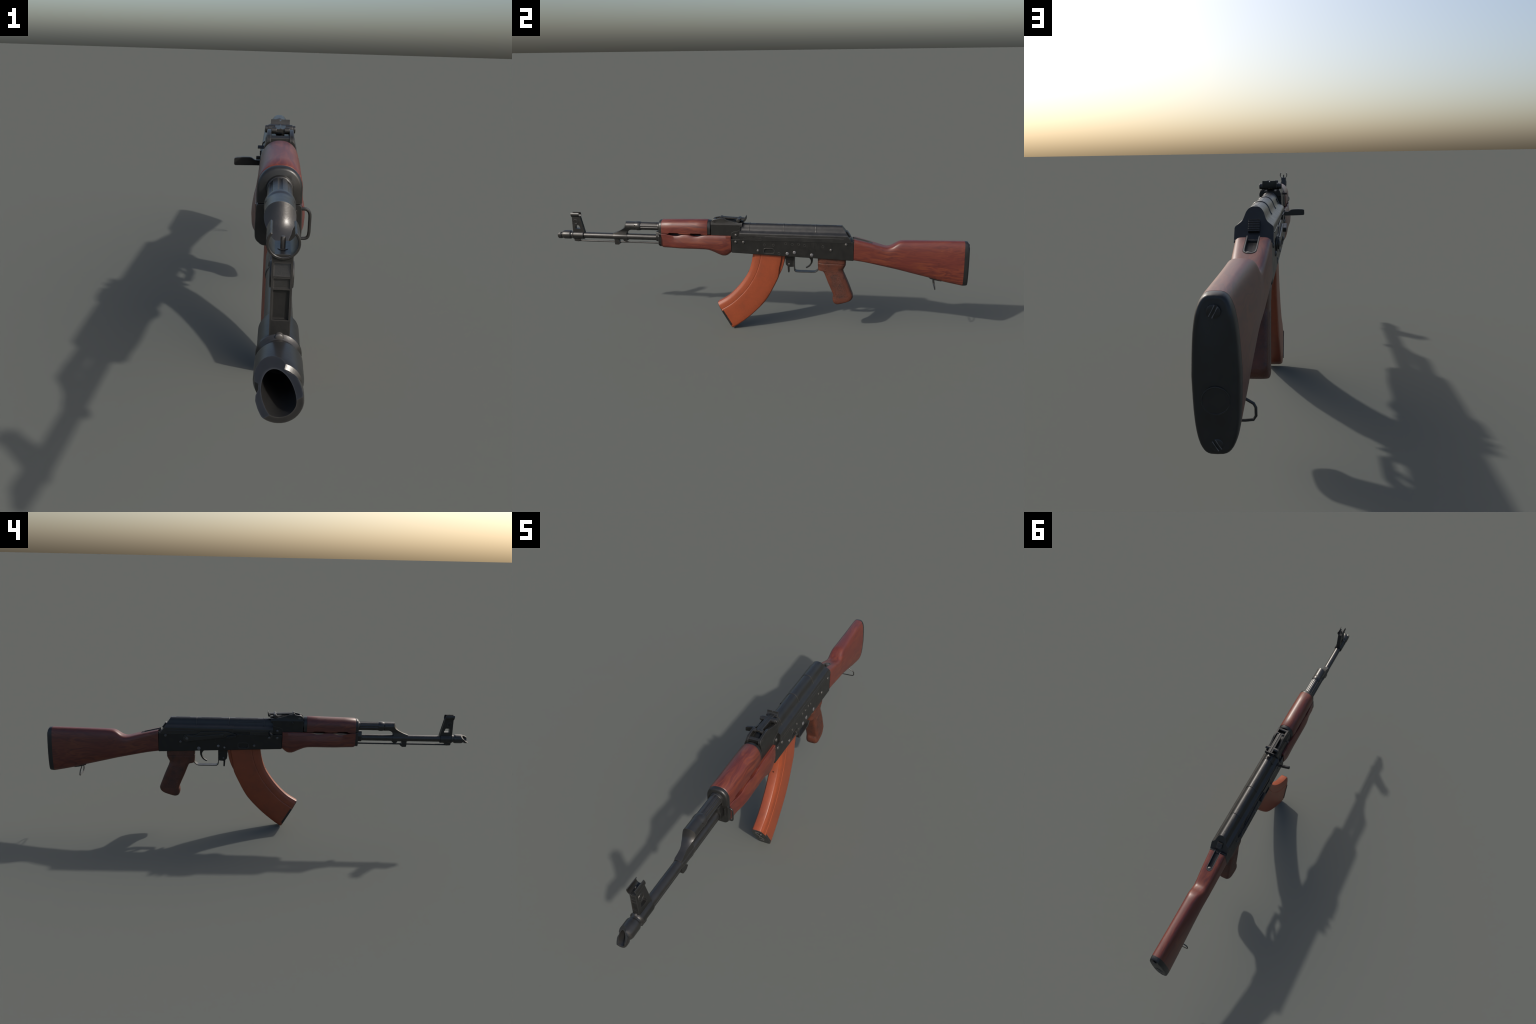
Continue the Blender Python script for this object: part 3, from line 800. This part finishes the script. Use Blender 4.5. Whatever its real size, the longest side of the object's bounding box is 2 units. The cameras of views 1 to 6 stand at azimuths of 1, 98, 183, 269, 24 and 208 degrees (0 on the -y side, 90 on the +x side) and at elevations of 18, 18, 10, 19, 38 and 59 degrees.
def grip_ring(k):
    fy, fz, ry, rz, w, p = [curve1([(i, g[q]) for i, g in enumerate(GRIP)], k) for q in range(6)]
    c = Vector(((fy + ry) / 2, (fz + rz) / 2))
    u = Vector((ry - fy, rz - fz)) / 2
    return [(x, c.x + u.x * h, c.y + u.y * h) for x, h in superellipse(w, 1, p, 56)]
grip = add("pistol_grip", loft([grip_ring(k * 0.25) for k in range(4 * (len(GRIP) - 1) + 1)]), "grip", angle=60)
panel = rounded([(0.3625, 0.3080), (0.4070, 0.3080), (0.4560, 0.1890), (0.4030, 0.1710)], 0.006, 3)
def inset_outline(pts, d):
    c = sum((Vector(q) for q in pts), Vector((0, 0))) / len(pts)
    return [tuple(Vector(q) + (c - Vector(q)).normalized() * d) for q in pts]
for s in (-1, 1):
    add("grip_panel", prism_x(panel, s * 0.020, s * 0.0273), "checker", grip, bevel=0.0008)
    edge = [(y, z) for y, z in panel]
    add("panel_border", tube([(s * 0.0266, y, z) for y, z in edge], 0.0011, 6, closed=True), "grip", grip)

# ------------------------------------------------------------------ stock
def stock_ring(y, lean=0.0):
    zt = curve1([(.472, .4865), (.50, .4800), (.55, .4680), (.585, .4585), (.610, .4520), (.630, .4500), (.650, .4570), (.668, .4695), (.684, .4775), (.705, .4805), (.80, .4830), (.90, .4850), (1.0, .4865)], y)
    zb = curve1([(.472, .3840), (.527, .3750), (.641, .3500), (.746, .3240), (.827, .3045), (.885, .2895), (.985, .2695), (1.0, .2670)], y)
    w = curve1([(.472, .0395), (.55, .0380), (.62, .0358), (.70, .0345), (.85, .0335), (1.0, .0328)], y)
    boxy = curve1([(.472, 7.0), (.53, 5.5), (.60, 4.8), (.66, 4.0), (.75, 3.5), (1.0, 3.5)], y)
    taper = curve1([(.472, 0.0), (.56, 0.01), (.64, 0.06), (.72, 0.12), (1.0, 0.14)], y)
    c, h = (zt + zb) / 2, (zt - zb) / 2
    ring = []
    for x, q in superellipse(w, 1, boxy, 56):
        k = 1 - taper * max(0, q) - 0.07 * (taper / 0.14) * max(0, -q)
        ring.append((x * k, y + lean * q, c + h * q))
    return ring
stock = add("stock", loft([stock_ring(.4725)] + [stock_ring(.474 + .0068 * k, -0.0022 * k / 74) for k in range(75)]), "stock", angle=50)
slot = [(0.0150, 0.465)] + [(0.0145, 0.530)] + [(0.0140 * math.cos(a * math.pi / 10), 0.545 + 0.0140 * math.sin(a * math.pi / 10)) for a in range(11)] + [(-0.0145, 0.530), (-0.0150, 0.465)]
def slot_prism(pts, z0f, z1f):
    return loft([[(x, y, z0f(y)) for x, y in pts], [(x, y, z1f(y)) for x, y in pts]])
top_line = lambda y: 0.4855 - (y - 0.475) * 0.232
cut(stock, slot_prism(slot, lambda y: top_line(y) - 0.014, lambda y: 0.55), angle=50, flat=False)
rim = [(x * 0.95, y - (0.0008 if y > 0.54 else 0)) for x, y in slot]
inner = [(x * 0.78, y - (0.0030 if y > 0.54 else 0)) for x, y in slot]
rim_bm = bmesh.new()
n = len(rim)
lay = []
for pts, dz in ((rim, -0.016), (rim, 0.0008), (inner, 0.0008), (inner, -0.016)):
    lay.append([rim_bm.verts.new((x, y, top_line(y) + dz)) for x, y in pts])
for a, b in zip(lay, lay[1:]):
    for i in range(n - 1):
        rim_bm.faces.new((a[i], a[i + 1], b[i + 1], b[i]))
tang = add("tang_rim", rim_bm, "rivet", stock, bevel=0.0)
add("tang_floor", slot_prism(slot, lambda y: top_line(y) - 0.0155, lambda y: top_line(y) - 0.0105), "receiver", stock)
screw = add("tang_screw", peg("z", (0, 0, 0), 0.0108, 0.0065, 28, dome=0.0042), "rivet", stock)
cut(screw, box(-0.02, 0.02, -0.0012, 0.0012, 0.0078, 0.02))
screw.location = (0, 0.5470, top_line(0.547) - 0.0115)
screw.rotation_euler = (0, 0, 0.5)
screw.rotation_euler.x = -0.22

# butt plate follows the stock section and rounds over at the rear
def butt_ring(y, k, kz, shift):
    ring = stock_ring(0.978)
    zc = sum(p[2] for p in ring) / len(ring)
    res = []
    for x, _, z in ring:
        q = (z - zc) / 0.108
        lean = -0.0020 * q - max(0, q - 0.80) * 0.030 * shift
        res.append((x * k, y + lean, zc + (z - zc) * kz + 0.0))
    return res
butt = add("butt_plate", loft([butt_ring(y, k, kz, sh) for y, k, kz, sh in
           ((0.9765, 0.997, 0.998, 0), (0.9830, 0.992, 0.996, 0.15), (0.9900, 0.980, 0.990, 0.5), (0.9950, 0.955, 0.982, 0.9), (0.9978, 0.915, 0.972, 1), (0.9990, 0.86, 0.955, 1), (0.9993, 0.78, 0.93, 1))]), "polymer", angle=60)
def butt_screw(y, z, r, turn):
    o = add("butt_screw", peg("y", (0, 0, 0), r, 0.0012, 28, dome=0.0012), "polymer", butt, bevel=0.0)
    cut(o, box(-0.03, 0.03, 0.0006, 0.02, -0.0014, 0.0014))
    o.location = (0, y, z)
    o.rotation_euler = (0, turn, 0)
    for d in (-0.0023, 0.0023):
        e = add("slot_edge", tube([(-r * 0.9, 0.0016, d), (r * 0.9, 0.0016, d)], 0.0009, 6), "bright", butt)
        e.location = o.location
        e.rotation_euler = o.rotation_euler
butt_screw(0.9962, 0.4640, 0.0092, math.radians(62))
butt_screw(1.0000, 0.2870, 0.0085, math.radians(-58))
add("trap_door_rim", tube([(0.0185 * math.cos(a * math.pi / 20), 0.9998, 0.3470 + 0.0185 * math.sin(a * math.pi / 20)) for a in range(40)], 0.0010, 6, closed=True), "polymer", butt)

# sling swivel hanging under the stock
sw_half = [(0.010, 0.2935), (0.020, 0.2880), (0.0330, 0.2805), (0.0362, 0.2745), (0.0365, 0.2620), (0.0325, 0.2560), (0.020, 0.2548), (0.0, 0.2548)]
sw = sw_half + [(-x, z) for x, z in reversed(sw_half[:-1])]
add("sling_swivel", tube([(x, 0.8490 + (0.2935 - z) * 0.14, z) for x, z in sw], 0.0024), "steel")
add("swivel_base", prism_x([(0.826, 0.3065), (0.829, 0.3010), (0.848, 0.2950), (0.868, 0.2910), (0.884, 0.2890), (0.886, 0.2940)], -0.0125, 0.0125), "steel", bevel=0.001)
